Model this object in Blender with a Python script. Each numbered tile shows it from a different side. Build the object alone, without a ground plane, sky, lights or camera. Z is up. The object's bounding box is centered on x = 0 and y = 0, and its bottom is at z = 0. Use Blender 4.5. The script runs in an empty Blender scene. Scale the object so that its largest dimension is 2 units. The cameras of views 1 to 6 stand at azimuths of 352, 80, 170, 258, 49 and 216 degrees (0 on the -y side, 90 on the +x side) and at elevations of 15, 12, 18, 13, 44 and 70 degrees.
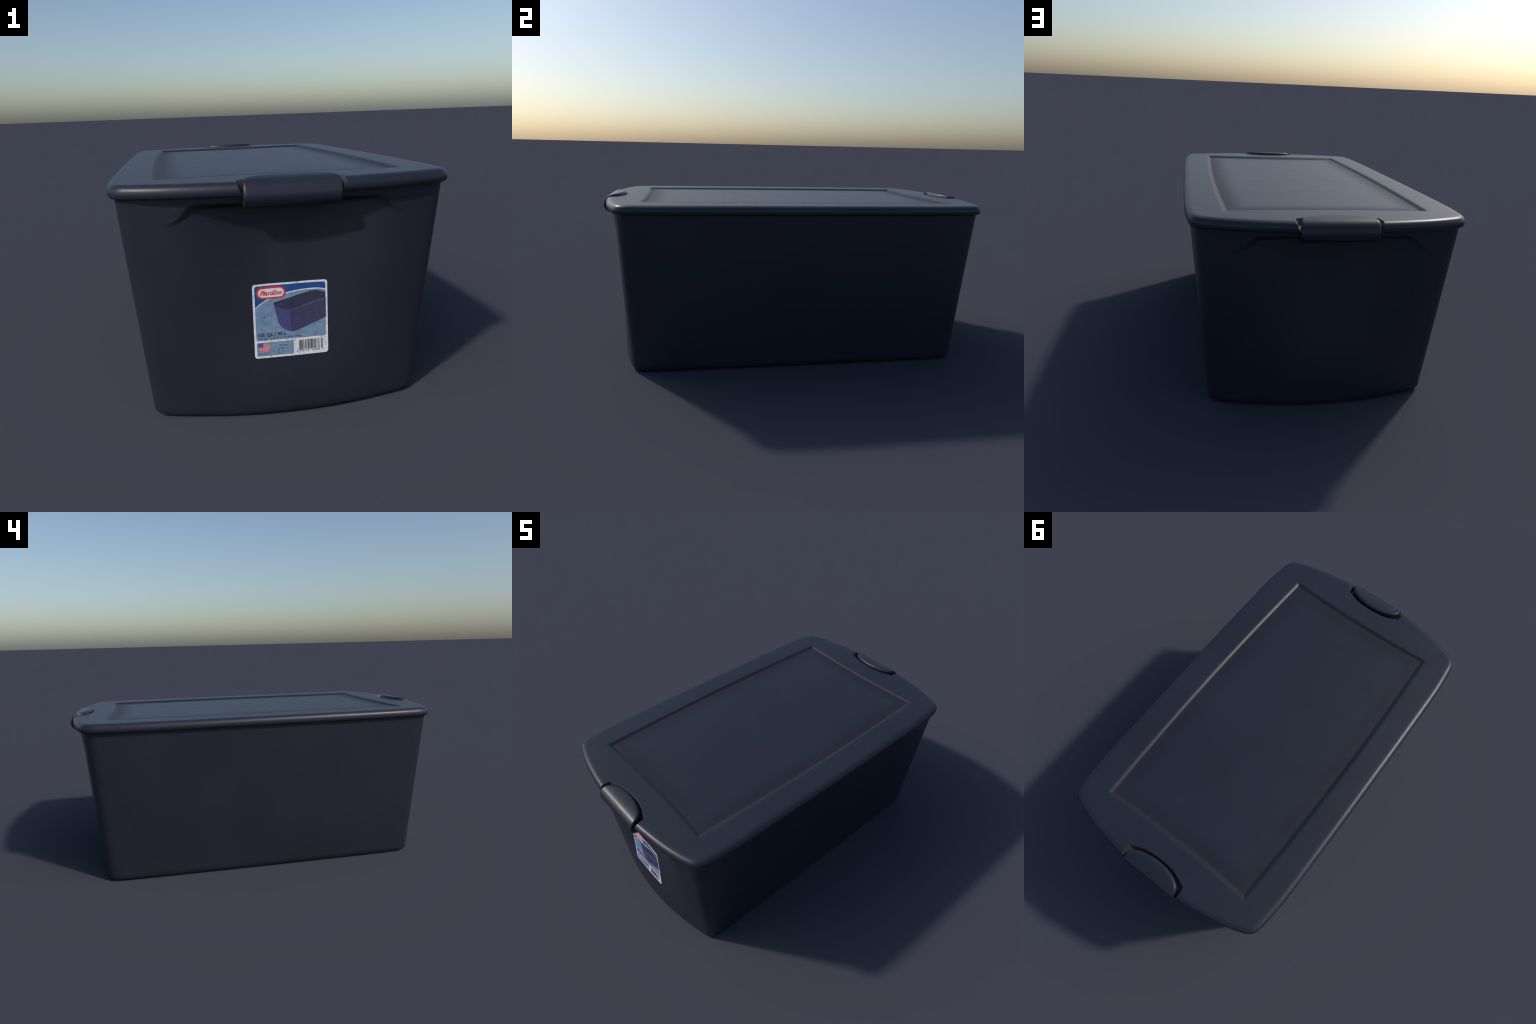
"""Dark navy plastic storage tote: tapered bin, clip-on lid with a sunken panel,
two hooked grip handles and a printed paper sticker on the front end."""
import bpy, bmesh, math
import numpy as np
from mathutils import Vector
from mathutils.geometry import tessellate_polygon

SCN = bpy.context.scene.collection


# ------------------------------------------------------------------ helpers
def smooth(a, b, x):
    t = min(1.0, max(0.0, (x - a) / (b - a)))
    return t * t * (3 - 2 * t)


def spline(pts, step):
    """Dense closed-form Catmull-Rom (centripetal) run through an open list of points."""
    P = [np.array(p, float) for p in pts]
    P = [2 * P[0] - P[1]] + P + [2 * P[-1] - P[-2]]
    out = []
    for i in range(1, len(P) - 2):
        p0, p1, p2, p3 = P[i - 1:i + 3]
        t0 = 0.0
        t1 = t0 + max(1e-6, np.linalg.norm(p1 - p0)) ** 0.5
        t2 = t1 + max(1e-6, np.linalg.norm(p2 - p1)) ** 0.5
        t3 = t2 + max(1e-6, np.linalg.norm(p3 - p2)) ** 0.5
        n = max(2, int(np.linalg.norm(p2 - p1) / step) + 1)
        for k in range(n):
            t = t1 + (t2 - t1) * k / n
            A1 = (t1 - t) / (t1 - t0) * p0 + (t - t0) / (t1 - t0) * p1
            A2 = (t2 - t) / (t2 - t1) * p1 + (t - t1) / (t2 - t1) * p2
            A3 = (t3 - t) / (t3 - t2) * p2 + (t - t2) / (t3 - t2) * p3
            B1 = (t2 - t) / (t2 - t0) * A1 + (t - t0) / (t2 - t0) * A2
            B2 = (t3 - t) / (t3 - t1) * A2 + (t - t1) / (t3 - t1) * A3
            out.append((t2 - t) / (t2 - t1) * B1 + (t - t1) / (t2 - t1) * B2)
    out.append(P[-2])
    return np.array(out)


def resample(c, n):
    d = np.r_[0, np.cumsum(np.linalg.norm(np.diff(c, axis=0), axis=1))]
    s = np.linspace(0, d[-1], n)
    return np.c_[np.interp(s, d, c[:, 0]), np.interp(s, d, c[:, 1])]


def full_ring(q):
    """Quarter outline from (0, y) round the corner to (x, 0)  ->  closed ring, four-fold."""
    q = np.asarray(q)
    a = q                                   # +x +y, end centre -> side centre
    b = (q * [1, -1])[::-1][1:]             # +x -y
    c = (q * [-1, -1])[1:]                  # -x -y
    d = (q * [-1, 1])[::-1][1:-1]           # -x +y
    return np.vstack([a, b, c, d])


def inward(ring):
    t = np.roll(ring, -1, 0) - np.roll(ring, 1, 0)
    n = np.c_[t[:, 1], -t[:, 0]]
    n /= np.linalg.norm(n, axis=1)[:, None]
    if (n * ring).sum() > 0:
        n = -n
    return n


def make_obj(name, verts, faces, mat, parent, sharp=None, weld=True):
    me = bpy.data.meshes.new(name)
    me.from_pydata([tuple(map(float, v)) for v in verts], [], faces)
    bm = bmesh.new()
    bm.from_mesh(me)
    if weld:
        bmesh.ops.remove_doubles(bm, verts=bm.verts, dist=1e-6)
    bmesh.ops.recalc_face_normals(bm, faces=bm.faces)
    bm.to_mesh(me)
    bm.free()
    ob = bpy.data.objects.new(name, me)
    SCN.objects.link(ob)
    ob.parent = parent
    if mat:
        me.materials.append(mat)
    shade(me, sharp)
    return ob


def shade(me, sharp):
    me.polygons.foreach_set("use_smooth", [True] * len(me.polygons))
    if sharp:
        me.set_sharp_from_angle(angle=math.radians(sharp))


def loft(rings, cap_first=True, cap_last=True):
    n = len(rings[0])
    verts = [v for r in rings for v in r]
    faces = []
    for k in range(len(rings) - 1):
        for i in range(n):
            j = (i + 1) % n
            faces.append((k * n + i, k * n + j, (k + 1) * n + j, (k + 1) * n + i))
    if cap_first:
        faces.append(tuple(range(n)))
    if cap_last:
        m = (len(rings) - 1) * n
        faces.append(tuple(m + i for i in range(n)))
    return verts, faces


def apply_mods(ob):
    dg = bpy.context.evaluated_depsgraph_get()
    me = bpy.data.meshes.new_from_object(ob.evaluated_get(dg))
    old = ob.data
    ob.modifiers.clear()
    name = old.name
    ob.data = me
    bpy.data.meshes.remove(old)
    me.name = name


# ------------------------------------------------------------------ materials
def node_mat(name):
    m = bpy.data.materials.new(name)
    m.use_nodes = True
    nt = m.node_tree
    return m, nt, nt.nodes["Principled BSDF"]


def plastic(name, base, rough, streak=0.05, edge=0.0, painted_shade=False):
    m, nt, b = node_mat(name)
    N, L = nt.nodes.new, nt.links.new
    tc = N("ShaderNodeTexCoord")
    # slow mottling of the pigment
    n1 = N("ShaderNodeTexNoise")
    n1.inputs["Scale"].default_value = 3.0
    n1.inputs["Detail"].default_value = 4
    L(tc.outputs["Object"], n1.inputs["Vector"])
    ramp = N("ShaderNodeValToRGB")
    ramp.color_ramp.elements[0].position = 0.3
    ramp.color_ramp.elements[1].position = 0.7
    ramp.color_ramp.elements[0].color = (*[c * 0.90 for c in base], 1)
    ramp.color_ramp.elements[1].color = (*[c * 1.10 for c in base], 1)
    L(n1.outputs["Fac"], ramp.inputs["Fac"])
    if not painted_shade:
        L(ramp.outputs["Color"], b.inputs["Base Color"])
    else:
        # occlusion shade tinted brown into the colour inside the panel edge; slots tinted too
        sep = N("ShaderNodeSeparateXYZ")
        L(tc.outputs["Object"], sep.inputs[0])

        def calc(op, p, q=0.0):
            n = N("ShaderNodeMath")
            n.operation = op
            for k, v in enumerate((p, q)):
                if isinstance(v, (int, float)):
                    n.inputs[k].default_value = v
                else:
                    L(v, n.inputs[k])
            return n.outputs[0]

        def fade(v, p, q):
            n = N("ShaderNodeMapRange")
            n.interpolation_type = "SMOOTHSTEP"
            n.inputs["From Min"].default_value = p
            n.inputs["From Max"].default_value = q
            L(v, n.inputs["Value"])
            return n.outputs["Result"]

        ax, ay = calc("ABSOLUTE", sep.outputs["X"]), calc("ABSOLUTE", sep.outputs["Y"])
        bow_x = calc("SUBTRACT", .449, calc("MULTIPLY", calc("MULTIPLY", ay, ay), .0288))
        bow_y = calc("ADD", .782, calc("MULTIPLY", calc("MULTIPLY", ax, ax), .0757))
        d = calc("MINIMUM", calc("SUBTRACT", bow_x, ax), calc("SUBTRACT", bow_y, ay))
        occlusion_tint = calc("MULTIPLY", fade(d, .010, .019), fade(d, .064, .020))
        slot = calc("MULTIPLY", calc("MULTIPLY", fade(ay, .875, .880), fade(ax, .1730, .1718)), fade(sep.outputs["Z"], .8418, .8405))
        slot = calc("MULTIPLY", slot, fade(ay, .982, .975))
        blotch = N("ShaderNodeTexNoise")
        blotch.inputs["Scale"].default_value = 11
        L(tc.outputs["Object"], blotch.inputs["Vector"])
        occlusion_tint = calc("MULTIPLY", occlusion_tint, calc("ADD", calc("MULTIPLY", blotch.outputs["Fac"], .5), .7))
        mix1 = N("ShaderNodeMix")
        mix1.data_type = "RGBA"
        L(calc("MULTIPLY", occlusion_tint, .60), mix1.inputs["Factor"])
        L(ramp.outputs["Color"], mix1.inputs["A"])
        mix1.inputs["B"].default_value = (.0275, .0255, .0260, 1)
        mix2 = N("ShaderNodeMix")
        mix2.data_type = "RGBA"
        L(calc("MULTIPLY", slot, .9), mix2.inputs["Factor"])
        L(mix1.outputs["Result"], mix2.inputs["A"])
        mix2.inputs["B"].default_value = (.046, .042, .037, 1)  # slot walls lightened to the warm tone of sunlit ramps
        L(mix2.outputs["Result"], b.inputs["Base Color"])
        # sky reflection painted out through film and the step by blending in plain diffuse
        dim_tail = calc("MULTIPLY", calc("MULTIPLY", fade(d, .010, .019), fade(d, .130, .018)), .42)
        step = calc("MULTIPLY", calc("MULTIPLY", fade(d, .001, .009), fade(d, .032, .018)), .30)
        matt = N("ShaderNodeBsdfDiffuse")
        L(mix2.outputs["Result"], matt.inputs["Color"])
        blend = N("ShaderNodeMixShader")
        L(calc("MAXIMUM", dim_tail, step), blend.inputs[0])
        L(b.outputs[0], blend.inputs[1])
        L(matt.outputs[0], blend.inputs[2])
        L(blend.outputs[0], nt.nodes["Material Output"].inputs["Surface"])
    # scuffs: stretched fine noise drives gloss
    mp = N("ShaderNodeMapping")
    mp.inputs["Scale"].default_value = (14, 34, 14)
    mp.inputs["Rotation"].default_value = (0, 0, 0.35)
    L(tc.outputs["Object"], mp.inputs["Vector"])
    n2 = N("ShaderNodeTexNoise")
    n2.inputs["Scale"].default_value = 1.0
    n2.inputs["Detail"].default_value = 4
    n2.inputs["Roughness"].default_value = 0.65
    L(mp.outputs["Vector"], n2.inputs["Vector"])
    mr = N("ShaderNodeMapRange")
    mr.inputs["From Min"].default_value = 0.3
    mr.inputs["From Max"].default_value = 0.7
    mr.inputs["To Min"].default_value = rough - streak
    mr.inputs["To Max"].default_value = rough + streak
    L(n2.outputs["Fac"], mr.inputs["Value"])
    L(mr.outputs["Result"], b.inputs["Roughness"])
    n3 = N("ShaderNodeTexNoise")
    n3.inputs["Scale"].default_value = 90
    n3.inputs["Detail"].default_value = 3
    L(tc.outputs["Object"], n3.inputs["Vector"])
    bp = N("ShaderNodeBump")
    bp.inputs["Strength"].default_value = 0.012
    bp.inputs["Distance"].default_value = 0.002
    L(n3.outputs["Fac"], bp.inputs["Height"])
    if edge:
        bv = N("ShaderNodeBevel")
        bv.samples = 8
        bv.inputs["Radius"].default_value = edge
        L(bv.outputs["Normal"], bp.inputs["Normal"])
    L(bp.outputs["Normal"], b.inputs["Normal"])
    b.inputs["IOR"].default_value = 1.45
    return m


def print_ink(name, col, grime=0.75):
    """Printed paper: flat ink, with thin dark scratches, specks and smears of dirt."""
    m, nt, b = node_mat(name)
    N, L = nt.nodes.new, nt.links.new
    tc = N("ShaderNodeTexCoord")

    def noise(scale, detail, vec=None, rough=0.6):
        n = N("ShaderNodeTexNoise")
        n.inputs["Scale"].default_value = scale
        n.inputs["Detail"].default_value = detail
        n.inputs["Roughness"].default_value = rough
        L(vec or tc.outputs["Object"], n.inputs["Vector"])
        return n.outputs["Fac"]

    def ramp(fac, a, c):
        r = N("ShaderNodeMapRange")
        r.inputs["From Min"].default_value = a
        r.inputs["From Max"].default_value = c
        L(fac, r.inputs["Value"])
        return r.outputs["Result"]

    def math_(op, a, c):
        n = N("ShaderNodeMath")
        n.operation = op
        for k, v in enumerate((a, c)):
            if isinstance(v, (int, float)):
                n.inputs[k].default_value = v
            else:
                L(v, n.inputs[k])
        return n.outputs[0]

    # hair-thin scratches: cell borders of a distorted voronoi, broken up by noise
    v = N("ShaderNodeTexVoronoi")
    v.feature = "DISTANCE_TO_EDGE"
    v.inputs["Scale"].default_value = 17
    L(tc.outputs["Object"], v.inputs["Vector"])
    line = ramp(v.outputs["Distance"], 0.035, 0.0)
    scratch = math_("MULTIPLY", line, ramp(noise(14, 2), 0.52, 0.62))
    specks = ramp(noise(85, 3, rough=0.7), 0.635, 0.72)
    smear = math_("MULTIPLY", ramp(noise(22, 4), 0.60, 0.76), 0.7)
    d = math_("MAXIMUM", math_("MAXIMUM", math_("MULTIPLY", scratch, 0.7), specks), smear)
    # a few thumb-sized smudges at fixed spots (u, v) of the sticker
    sep = N("ShaderNodeSeparateXYZ")
    wob = N("ShaderNodeMix")
    wob.data_type = "VECTOR"
    wob.inputs["Factor"].default_value = 0.030
    wn = N("ShaderNodeTexNoise")
    wn.inputs["Scale"].default_value = 55
    L(tc.outputs["Object"], wn.inputs["Vector"])
    L(tc.outputs["Object"], wob.inputs["A"])
    L(wn.outputs["Color"], wob.inputs["B"])
    L(wob.outputs["Result"], sep.inputs[0])
    for u, w, ru, rw, k in SMUDGES:
        x = math_("DIVIDE", math_("SUBTRACT", sep.outputs["X"], (ST_L + (ST_R - ST_L) * u) * .97 + .015), ru)
        z = math_("DIVIDE", math_("SUBTRACT", sep.outputs["Z"], (ST_B + (ST_T - ST_B) * w) * .97 + .015), rw)
        r = math_("ADD", math_("MULTIPLY", x, x), math_("MULTIPLY", z, z))
        d = math_("MAXIMUM", d, math_("MULTIPLY", ramp(r, 1.0, 0.1), k))
    # two long creases across the print
    for a, c, off in CREASES:
        q = math_("ADD", math_("MULTIPLY", sep.outputs["X"], a), math_("MULTIPLY", sep.outputs["Z"], c))
        q = math_("ABSOLUTE", math_("SUBTRACT", q, off), 0.0)
        d = math_("MAXIMUM", d, math_("MULTIPLY", math_("MULTIPLY", ramp(q, 0.0011, 0.0002), ramp(noise(18, 2), .42, .58)), .55))
    d = math_("MULTIPLY", d, grime)
    tone = N("ShaderNodeMix")
    tone.data_type = "RGBA"
    tone.inputs["A"].default_value = (*col, 1)
    tone.inputs["B"].default_value = (*[c * 0.82 for c in col], 1)
    L(ramp(noise(60, 4), 0.4, 0.65), tone.inputs["Factor"])
    mix = N("ShaderNodeMix")
    mix.data_type = "RGBA"
    L(d, mix.inputs["Factor"])
    L(tone.outputs["Result"], mix.inputs["A"])
    mix.inputs["B"].default_value = (0.045, 0.05, 0.065, 1)
    L(mix.outputs["Result"], b.inputs["Base Color"])
    b.inputs["Roughness"].default_value = 0.6
    b.inputs["Specular IOR Level"].default_value = 0.3
    return m


ST_L, ST_R, ST_B, ST_T = -0.1265, 0.1335, 0.2235, 0.4860       # sticker edges on the front wall (x, z)
SMUDGES = [(.150, .560, .011, .0045, .85), (.195, .590, .009, .005, .6), (.760, .955, .011, .007, .6), (.720, .905, .003, .009, .5), (.945, .960, .005, .004, .6),
           (.630, .995, .004, .003, .9), (.560, .992, .006, .002, .8), (.50, .985, .005, .002, .7), (.265, .085, .004, .004, .8), (.225, .030, .004, .006, .6),
           (.60, .055, .008, .006, .45), (.53, .225, .010, .004, .5), (.68, .300, .010, .003, .4), (.88, .480, .004, .012, .5)]
CREASES = [(.80, .60, .314), (.62, -.78, -.2335), (1.0, .03, -.0585)]


NAVY = (0.0174, 0.01945, 0.0324)
M_BODY = plastic("bin_plastic", NAVY, 0.42, 0.03)
M_LID = plastic("lid_plastic", NAVY, 0.40, 0.025, edge=0.003, painted_shade=True)
M_GRIP = plastic("grip_plastic", NAVY, 0.38, 0.03, edge=0.0035)

# ------------------------------------------------------------------ plan outlines (quarter, +x +y)
LID_PLAN = [(0, .990), (.165, .983), (.335, .961), (.433, .940), (.503, .918), (.534, .904), (.5535, .885),
            (.566, .857), (.573, .805), (.582, .700), (.5865, .45), (.588, .2), (.588, 0)]
BASE_PLAN = [(0, .9105), (.12, .9060), (.24, .8915), (.345, .8710), (.41, .8565), (.447, .8460), (.470, .8330),
             (.484, .810), (.4900, .770), (.4935, .65), (.4955, .4), (.4965, .2), (.497, 0)]


def quarter(pts, n_end=90, n_side=61):
    """Even samples with the corner (nearest to the diagonal) at a fixed index."""
    c = spline(pts, 0.004)
    k = int(np.argmax(c[:, 0] / 0.56 + c[:, 1] / 0.88))
    return np.vstack([resample(c[:k + 1], n_end), resample(c[k:], n_side)[1:]])


LID_Q = quarter(LID_PLAN)
LID_RING = full_ring(LID_Q)
LID_IN = inward(LID_RING)
BASE_Q = quarter(BASE_PLAN)
BASE_RING = full_ring(BASE_Q)
RIM_Z = 0.800
OVERHANG = np.array([0.0190 + 0.0105 * smooth(0.93, 0.985, abs(n[1])) for n in LID_IN])       # deeper under the ends
TOP_RING = LID_RING + LID_IN * OVERHANG[:, None]


# ------------------------------------------------------------------ bin
def pocket(x, z):
    """How far the end wall is pushed in below the grip (metres)."""
    ax = abs(x)
    depth = float(np.interp(z, POCKET_CURVE[:, 0], POCKET_CURVE[:, 1]))
    up = smooth(0.40, 0.78, z)
    side = 1 - smooth(0.04 + .025 * up, 0.415 + .010 * up, ax)
    roof = 0.778 - 0.050 * smooth(0.30, 0.40, ax)
    # a short slanting fold runs up into each end of the pocket
    fold = z - (.716 + (.390 - ax) * .42)
    fold = .0032 * math.exp(-(fold / (.014 if fold > 0 else .0060)) ** 2) * smooth(.285, .325, ax) * (1 - smooth(.350, .400, ax))
    return depth * side * smooth(0.0, 0.024 + 0.012 * smooth(.28, .36, ax), roof - z) - fold


POCKET_CURVE = spline([(-.1, 0), (0, 0), (.05, .0005), (.12, .005), (.225, .0175), (.35, .036), (.485, .053), (.637, .066), (.73, .071), (.85, .073)], 0.01)


def wall_ring(z):
    t = z / RIM_Z
    r = BASE_RING * (1 - t) + TOP_RING * t
    for p in r:
        if abs(p[1]) > 0.6:
            p[1] -= math.copysign(pocket(p[0], z), p[1])
    return r


def front_wall_y(x, z):
    """y of the front (-y) wall surface at x, z."""
    r = wall_ring(z)
    e = r[(r[:, 1] < -0.7) & (np.abs(r[:, 0]) < 0.4)]
    o = np.argsort(e[:, 0])
    return float(np.interp(x, e[o, 0], e[o, 1]))


def build_bin(parent):
    rings = []
    base_in = inward(BASE_RING)
    for off, z in [(0.050, 0.0), (0.0190, 0.0), (0.0150, 0.0010), (0.0105, 0.0040), (0.0062, 0.0082), (0.0026, 0.0122), (0.0006, 0.0150)]:
        rings.append([(*p, z) for p in BASE_RING + base_in * off])
    zs = list(np.linspace(0.0185, 0.66, 30)) + list(np.linspace(0.668, RIM_Z, 40))
    for z in zs:
        rings.append([(*p, z) for p in wall_ring(z)])
    v, f = loft(rings)
    return make_obj("bin", v, f, M_BODY, parent, sharp=50)


# ------------------------------------------------------------------ lid
LID_TOP = 0.8425
PANEL_X, PANEL_Y = (0.449, 0.431), (0.782, 0.796)     # (at mid side, at corner)


def panel_quarter(off):
    xs = PANEL_X[1] - off
    ys = PANEL_Y[1] - off
    end = []
    for s in np.linspace(0, 1, 90):
        end.append((xs * s, PANEL_Y[0] - off + (PANEL_Y[1] - PANEL_Y[0]) * s ** 2))
    side = []
    for s in np.linspace(1, 0, 61)[1:]:
        side.append((PANEL_X[0] - off + (PANEL_X[1] - PANEL_X[0]) * s ** 2, ys * s))
    return full_ring(np.array(end + side))


def build_lid(parent):
    rim = [(0.034, .7965), (0.012, .7968), (0.0060, .7985), (0.0022, .8025), (0.0004, .8085), (0, .8155), (0.0006, .8220),
           (0.0030, .8285), (0.0075, .8345), (0.0135, .8388), (0.021, .8414), (0.029, .8424), (0.036, LID_TOP)]
    rings = [[(*p, z) for p in LID_RING + LID_IN * off] for off, z in rim]
    # sunken panel: soft crest, short step down, then the panel crowns up again very gently
    def slope(d):
        step = 0.60 * math.exp(-((d - 0.0110) / (0.0100 if d < 0.0110 else 0.0075)) ** 2)
        crown = 0.050 * math.exp(-max(0, d - .020) / .022) + 0.022 * (1 - smooth(0.020, 0.170, d))
        return step - crown * smooth(.0175, .0260, d)
    ds = [-0.020, -0.016, -0.013] + [-0.010 + 0.0018 * k for k in range(24)] + [.036, .041, .048, .057, .068, .080, .094, .110, .130, .150, .175]
    wall, z, last = [], 0.0, ds[0]
    for d in ds:
        n = 12
        for k in range(n):
            z -= slope(last + (d - last) * (k + .5) / n) * (d - last) / n
        last = d
        wall.append((d, z))
    for off, dz in wall:
        rings.append([(*p, LID_TOP + dz) for p in panel_quarter(off)])
    v, f = loft(rings)
    return make_obj("lid", v, f, M_LID, parent)


# plan of the slot cut in the lid end / of the grip itself: half width and inner edge
def slot_plan(grow):
    k = grow
    q = [(0, .8935 - k * .5), (.045, .8955 - k * .5), (.085, .9025 - k * .6), (.120, .9155 - k * .7),
         (.150 + k * .95, .9300 - k * .50)]
    arc = spline(q, 0.006)
    right = [tuple(p) for p in arc] + [(.156 + k * .95, .962), (.1555 + k * .9, 1.03)]
    left = [(-x, y) for x, y in right[::-1]][:-1]
    return left + right


def cut_slots(lid):
    for sgn in (1, -1):
        rings = []
        for grow in (0.0, 0.018, 0.022):
            ring = []
            for x, y in slot_plan(grow):
                floor = .824 - .024 * (y - .89) / .09              # floor falls towards the rim
                ring.append((x, sgn * y, floor if grow == 0 else .8455 if grow == .018 else .90))
            rings.append(ring)
        cut = make_obj("slot_cutter", [p for r in rings for p in r], [], None, None)
        bm = bmesh.new()
        bm.from_mesh(cut.data)
        bmesh.ops.convex_hull(bm, input=bm.verts)
        bmesh.ops.recalc_face_normals(bm, faces=bm.faces)
        bm.to_mesh(cut.data)
        bm.free()
        md = lid.modifiers.new("slot", "BOOLEAN")
        md.operation = "DIFFERENCE"
        md.solver = "EXACT"
        md.object = cut
        apply_mods(lid)
        bpy.data.objects.remove(cut)
    shade(lid.data, 36)


# ------------------------------------------------------------------ grips
def grip_inner(x):
    return float(np.interp(abs(x), GRIP_EDGE[:, 0], GRIP_EDGE[:, 1]))


GRIP_EDGE = np.array([(0, .8965), (.035, .8985), (.075, .9060), (.105, .9165), (.128, .9280), (.141, .9400), (.149, .9550), (.153, .9680), (.155, .9800)])
GRIP_BACK = spline([(.870, .8560), (.900, .8566), (.924, .8552), (.944, .8528), (.960, .8494), (.974, .8440), (.985, .8358), (.993, .8246),
                    (.998, .8120), (1.0, .8000), (.9985, .7890), (.9945, .7790), (.987, .7700), (.977, .7635), (.965, .7590), (.953, .7580)], .002)


def build_grip(parent, sgn, name):
    half = np.r_[np.linspace(0, .118, 11), .126, .132, .1375, .142, .1455, .1485, .151, .153, .1543, .155]
    xs = np.r_[-half[:0:-1], half]
    rings = []
    for x in xs:
        yi = grip_inner(x)
        k = int(np.argmax(GRIP_BACK[:, 0] >= yi + .012))
        back = resample(GRIP_BACK[k:], 26)
        zt = back[0, 1]
        lip = [(yi, zt - .012), (yi + .0008, zt - .0065), (yi + .0032, zt - .0027), (yi + .0072, zt - .0007)]      # rolled inner edge
        back = np.vstack([lip, back])
        # rounded shoulder towards the end faces
        e = max(0.0, (abs(x) - .1465) / .0085)
        r = .0075 * (1 - math.sqrt(max(0.0, 1 - e * e)))
        t = np.gradient(back, axis=0)
        nrm = np.c_[-t[:, 1], t[:, 0]] / np.linalg.norm(t, axis=1)[:, None]
        back = back - nrm * r
        back[:, 0] = np.maximum(back[:, 0], min(yi, .953))
        col = [(min(yi, back[0, 0]), .8000)] + [tuple(p) for p in back] + [(.930, .7700), (.925, .7900)]
        rings.append([(x, sgn * y, z) for y, z in col])
    v, f = loft(rings)
    return make_obj(name, v, f, M_GRIP, parent, sharp=48)


# ------------------------------------------------------------------ sticker


def on_wall(u, v, lift):
    """Sticker coordinates (u right, v up, both 0..1) -> point on the front wall, lifted off it."""
    x = ST_L + (ST_R - ST_L) * u
    z = ST_B + (ST_T - ST_B) * v
    y = wall_lut(x, z)
    return (x, y - lift, z)


LUT_X = np.linspace(-0.15, 0.15, 13)
LUT_Z = np.linspace(0.20, 0.51, 13)
LUT = None


def wall_lut(x, z):
    global LUT
    if LUT is None:
        LUT = np.array([[front_wall_y(a, b) for a in LUT_X] for b in LUT_Z])
    row = [np.interp(x, LUT_X, LUT[k]) for k in range(len(LUT_Z))]
    return float(np.interp(z, LUT_Z, row))


def wrap(bm, level, name, mat, parent, thick=0.0007):
    """Flat outline in (u, v) -> thin slab that follows the wall at a given layer."""
    bmesh.ops.triangulate(bm, faces=bm.faces)
    for axis in (0, 1):
        for k in range(1, 12):
            co, no = [0, 0, 0], [0, 0, 0]
            co[axis], no[axis] = k / 12 + 0.0011, 1
            bmesh.ops.bisect_plane(bm, geom=bm.verts[:] + bm.edges[:] + bm.faces[:], plane_co=co, plane_no=no)
    ext = bmesh.ops.extrude_face_region(bm, geom=bm.faces[:])
    top = {g for g in ext["geom"] if isinstance(g, bmesh.types.BMVert)}
    base = 0.0004 + level * 0.00045
    for w in bm.verts:
        w.co = Vector(on_wall(w.co.x, w.co.y, base + thick if w in top else -0.0006))
    bmesh.ops.recalc_face_normals(bm, faces=bm.faces)
    me = bpy.data.meshes.new(name)
    bm.to_mesh(me)
    bm.free()
    me.materials.append(mat)
    ob = bpy.data.objects.new(name, me)
    SCN.objects.link(ob)
    ob.parent = parent
    return ob


def shape(*loops):
    bm = bmesh.new()
    for pts in loops:
        vs = [bm.verts.new((x, y, 0)) for x, y in pts]
        for t in tessellate_polygon([[Vector((x, y, 0)) for x, y in pts]]):
            bm.faces.new([vs[i] for i in t])
    return bm


def round_rect(x0, y0, x1, y1, r, n=6):
    if isinstance(r, (int, float)):
        r = (r,) * 4                                            # BL BR TR TL
    out = []
    for (cx, cy, a), q in zip(((x0, y0, 180), (x1, y0, 270), (x1, y1, 0), (x0, y1, 90)), r):
        sx = 1 if cx == x0 else -1
        sy = 1 if cy == y0 else -1
        if q < 1e-6:
            out.append((cx, cy))
            continue
        for k in range(n + 1):
            t = math.radians(a + 90 * k / n)
            out.append((cx + sx * q + q * math.cos(t), cy + sy * q + q * math.sin(t)))
    return out


def lettering(body, x, y, height, shear=0.0, bold=0.0, width=None):
    cu = bpy.data.curves.new("lettering", "FONT")
    cu.body = body
    cu.shear = shear
    cu.offset = bold
    cu.resolution_u = 3
    ob = bpy.data.objects.new("lettering", cu)
    SCN.objects.link(ob)
    dg = bpy.context.evaluated_depsgraph_get()
    dg.update()
    me = bpy.data.meshes.new_from_object(ob.evaluated_get(dg))
    bm = bmesh.new()
    bm.from_mesh(me)
    bpy.data.objects.remove(ob)
    bpy.data.curves.remove(cu)
    bpy.data.meshes.remove(me)
    x0 = min(w.co.x for w in bm.verts)
    x1 = max(w.co.x for w in bm.verts)
    s = height / 0.70
    sx = width / (x1 - x0) if width else s
    for w in bm.verts:
        w.co = Vector((x + (w.co.x - x0) * sx, y + w.co.y * s, 0))
    return bm


ARC = spline([(.028, .690), (.11, .748), (.21, .802), (.33, .845), (.47, .873), (.62, .892), (.78, .900), (.90, .895), (.972, .880)], 0.02)


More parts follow.
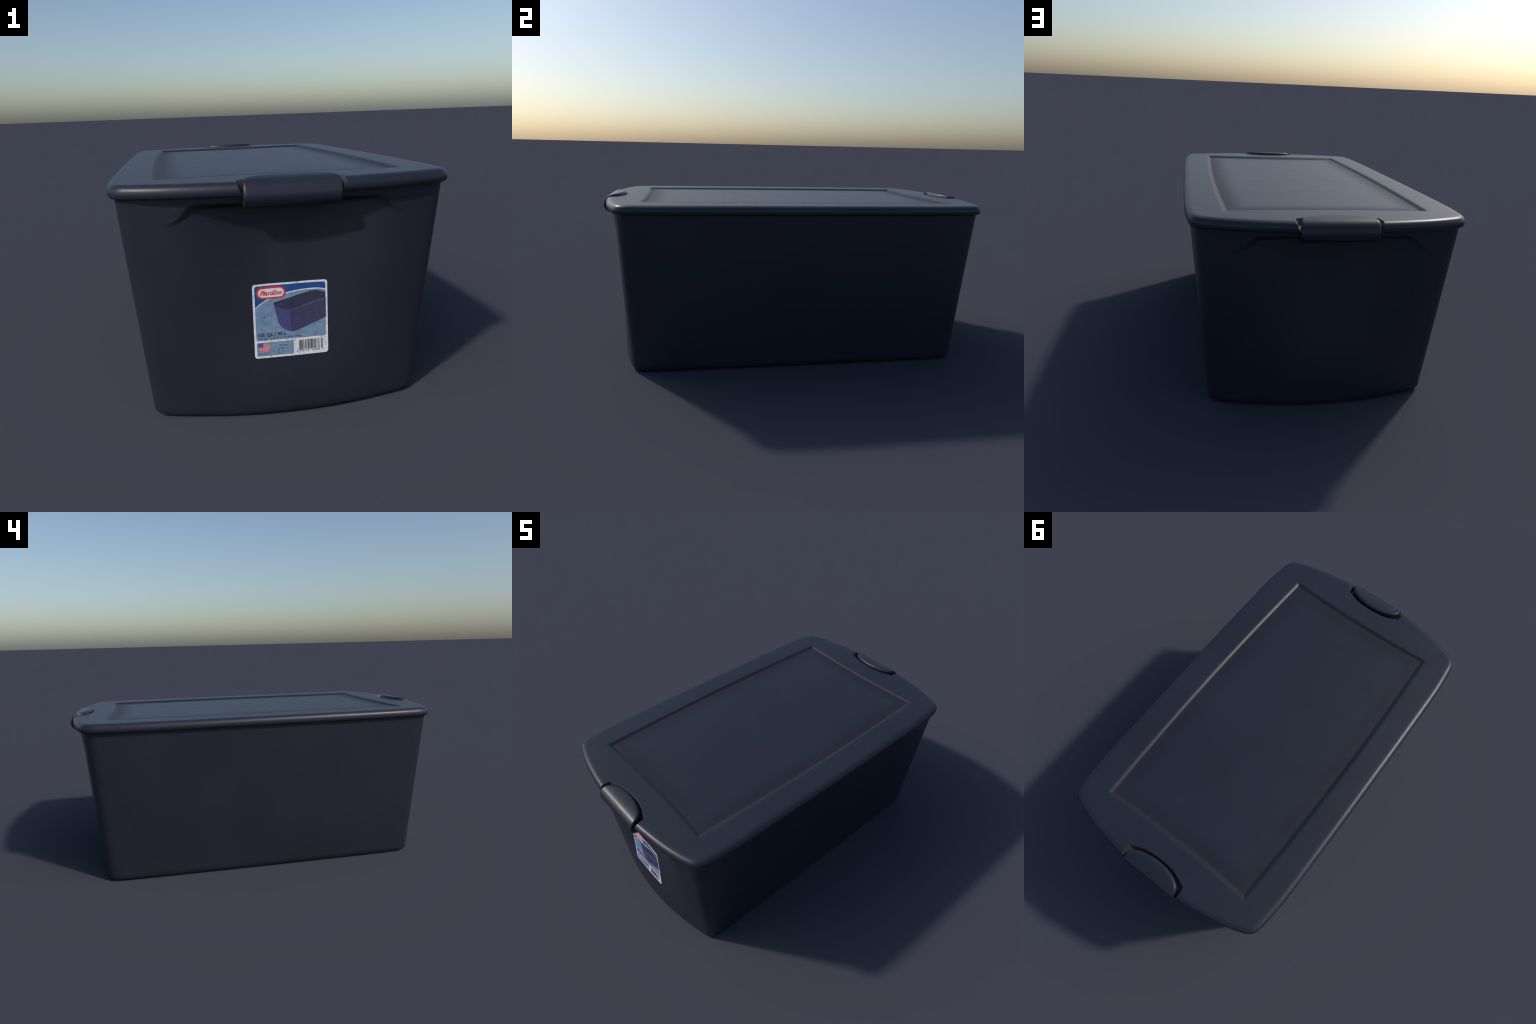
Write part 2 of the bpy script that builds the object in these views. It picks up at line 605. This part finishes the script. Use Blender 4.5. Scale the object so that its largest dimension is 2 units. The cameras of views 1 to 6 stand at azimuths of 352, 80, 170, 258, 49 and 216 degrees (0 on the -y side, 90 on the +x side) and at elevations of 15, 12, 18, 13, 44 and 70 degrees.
def build_sticker(parent):
    white = print_ink("sticker_paper", (.73, .74, .78), 0.75)
    banner = print_ink("banner_blue", (.014, .076, .28), 0.8)
    sky = print_ink("picture_blue", (.175, .275, .41), 0.8)
    red = print_ink("badge_red", (.72, .035, .045), 0.4)
    cream = print_ink("badge_white", (.72, .73, .76), 0.4)
    black = print_ink("print_black", (.038, .044, .058), 0.2)
    tub_top = print_ink("tub_top_ink", (.036, .037, .078), 0.5)
    tub_end = print_ink("tub_end_ink", (.064, .063, .200), 0.5)
    tub_side = print_ink("tub_side_ink", (.052, .050, .118), 0.5)
    tub_edge = print_ink("tub_edge_ink", (.12, .12, .19), 0.5)
    pink = print_ink("flag_red_ink", (.56, .19, .22), 0.4)
    pale = print_ink("flag_white_ink", (.58, .30, .33), 0.4)
    canton = print_ink("flag_blue_ink", (.07, .085, .36), 0.4)
    grey = print_ink("small_print_ink", (.075, .095, .13), 0.2)

    st = wrap(shape(round_rect(0, 0, 1, 1, .035)), 0, "sticker", white, parent, 0.0009)

    def piece(bm, level, name, mat):
        return wrap(bm, level, name, mat, st)

    # blue banner above the arc, picture field below it
    top = round_rect(.028, .5, .972, .975, (0, 0, .03, .03))[2:]
    arc = [tuple(p) for p in ARC]
    piece(shape(arc + top), 1, "banner", banner)
    low = round_rect(.028, .238, .972, .6, (.03, .03, 0, 0))[:14]
    piece(shape(low + [(x, y - .015) for x, y in arc[::-1]]), 1, "picture", sky)
    # drawing of the tub
    tub = [(.270, .742), (.42, .778), (.60, .822), (.80, .868), (.86, .868), (.972, .832), (.972, .756), (.75, .695), (.500, .628), (.455, .630), (.39, .648), (.32, .685)]
    tub_pic = piece(shape(tub), 2, "tub_lid_print", tub_top)
    end = [(.270, .740), (.32, .683), (.39, .646), (.455, .628), (.488, .625), (.492, .480), (.510, .338), (.47, .345), (.41, .372), (.365, .410), (.338, .455), (.318, .530), (.300, .620)]
    piece(shape(end), 3, "tub_end_print", tub_end)
    side = [(.488, .622), (.505, .625), (.75, .692), (.972, .753), (.972, .498), (.83, .440), (.66, .378), (.58, .352), (.525, .338), (.508, .338), (.492, .480)]
    piece(shape(side), 4, "tub_side_print", tub_side)
    piece(shape([(.50, .628), (.75, .696), (.972, .758), (.972, .750), (.75, .688), (.50, .620)]), 5, "tub_edge_print", tub_edge)

    # badge with the name
    piece(shape(round_rect(.052, .800, .440, .958, .078, 10)), 3, "badge", red)
    piece(shape(round_rect(.076, .822, .416, .936, .056, 10)), 4, "badge_field", cream)
    piece(lettering("Plastiline", .100, .850, .062, shear=.32, bold=.022, width=.288), 5, "badge_lettering", red)

    # capacity and small print
    piece(lettering("105 Qt. / 99 L", .055, .296, .046, bold=.018, width=.375), 3, "capacity_lettering", black)
    piece(lettering("28.2 x 19.1 x 13.4 in  71.6 x 48.5 x 34 cm", .055, .262, .016, width=.57), 3, "size_lettering", grey)

    # lower left field with flag
    piece(shape(round_rect(.030, .028, .525, .212, (.022, .022, .022, .022))), 1, "origin_field", sky)
    fx = np.linspace(.050, .205, 13)

    def wave(x):
        return .008 * math.sin((x - .05) * 40) - .006 * (x - .05) / .155

    for k in range(7):
        y0, y1 = .090 + k * .0165, .090 + (k + 1) * .0165 + (.0004 if k < 6 else 0)
        loop = [(x, y0 + wave(x)) for x in fx] + [(x, y1 + wave(x)) for x in fx[::-1]]
        piece(shape(loop), 2 + k % 2, "flag_stripe" if k == 0 else "flag_stripe.%03d" % k, pink if k % 2 == 0 else pale)
    cx = np.linspace(.050, .112, 6)
    piece(shape([(x, .148 + wave(x)) for x in cx] + [(x, .2055 + wave(x)) for x in cx[::-1]]), 4, "flag_canton", canton)
    piece(lettering("MADE IN U.S.A.", .046, .050, .018, width=.16), 2, "origin_lettering", grey)
    ring = [(math.cos(t), math.sin(t)) for t in np.linspace(0, 2 * math.pi, 33)]
    bm = bmesh.new()
    vo = [bm.verts.new((.350 + .040 * c, .085 + .040 * s, 0)) for c, s in ring[:-1]]
    vi = [bm.verts.new((.350 + .033 * c, .085 + .033 * s, 0)) for c, s in ring[:-1]]
    for k in range(32):
        j = (k + 1) % 32
        bm.faces.new((vo[k], vo[j], vi[j], vi[k]))
    piece(bm, 2, "recycling_mark", grey)
    piece(lettering("STORAGE BOX", .325, .150, .018, width=.125), 2, "note_lettering", grey)
    piece(lettering("LID ON", .365, .112, .016, width=.07), 2, "note_lettering.001", grey)

    # barcode
    widths = [3, 1, 2, 1, 4, 2, 1, 1, 1, 3, 2, 1, 1, 2, 1, 2, 3, 1, 1, 2, 2, 1, 4, 1, 2, 2, 1, 1, 3, 2, 1, 4, 2, 2, 1, 5, 1, 1, 3]
    bar_ink = print_ink("bar_ink", (.085, .085, .10), 0.2)
    total, x, bars = sum(widths), .600, []
    for k, w in enumerate(widths):
        dx = .320 * w / total
        if k % 2 == 0:
            bars.append([(x, .070), (x + dx, .070), (x + dx, .205), (x, .205)])
        x += dx
    for k, bar in enumerate(bars):
        piece(shape(bar), 2, "barcode_bar" if k == 0 else "barcode_bar.%03d" % (k // 2), bar_ink)
    piece(lettering("0  73149  16250  7", .565, .044, .020, width=.37), 2, "barcode_digits", bar_ink)
    return st


# ------------------------------------------------------------------ assemble
root = bpy.data.objects.new("storage_box", None)
SCN.objects.link(root)
root["label"] = "dark navy plastic storage tote with clip-on lid and sticker"
root["category"] = "storage box"

build_bin(root)
lid = build_lid(root)
cut_slots(lid)
build_grip(root, 1, "handle")
build_grip(root, -1, "handle.001")
build_sticker(root)
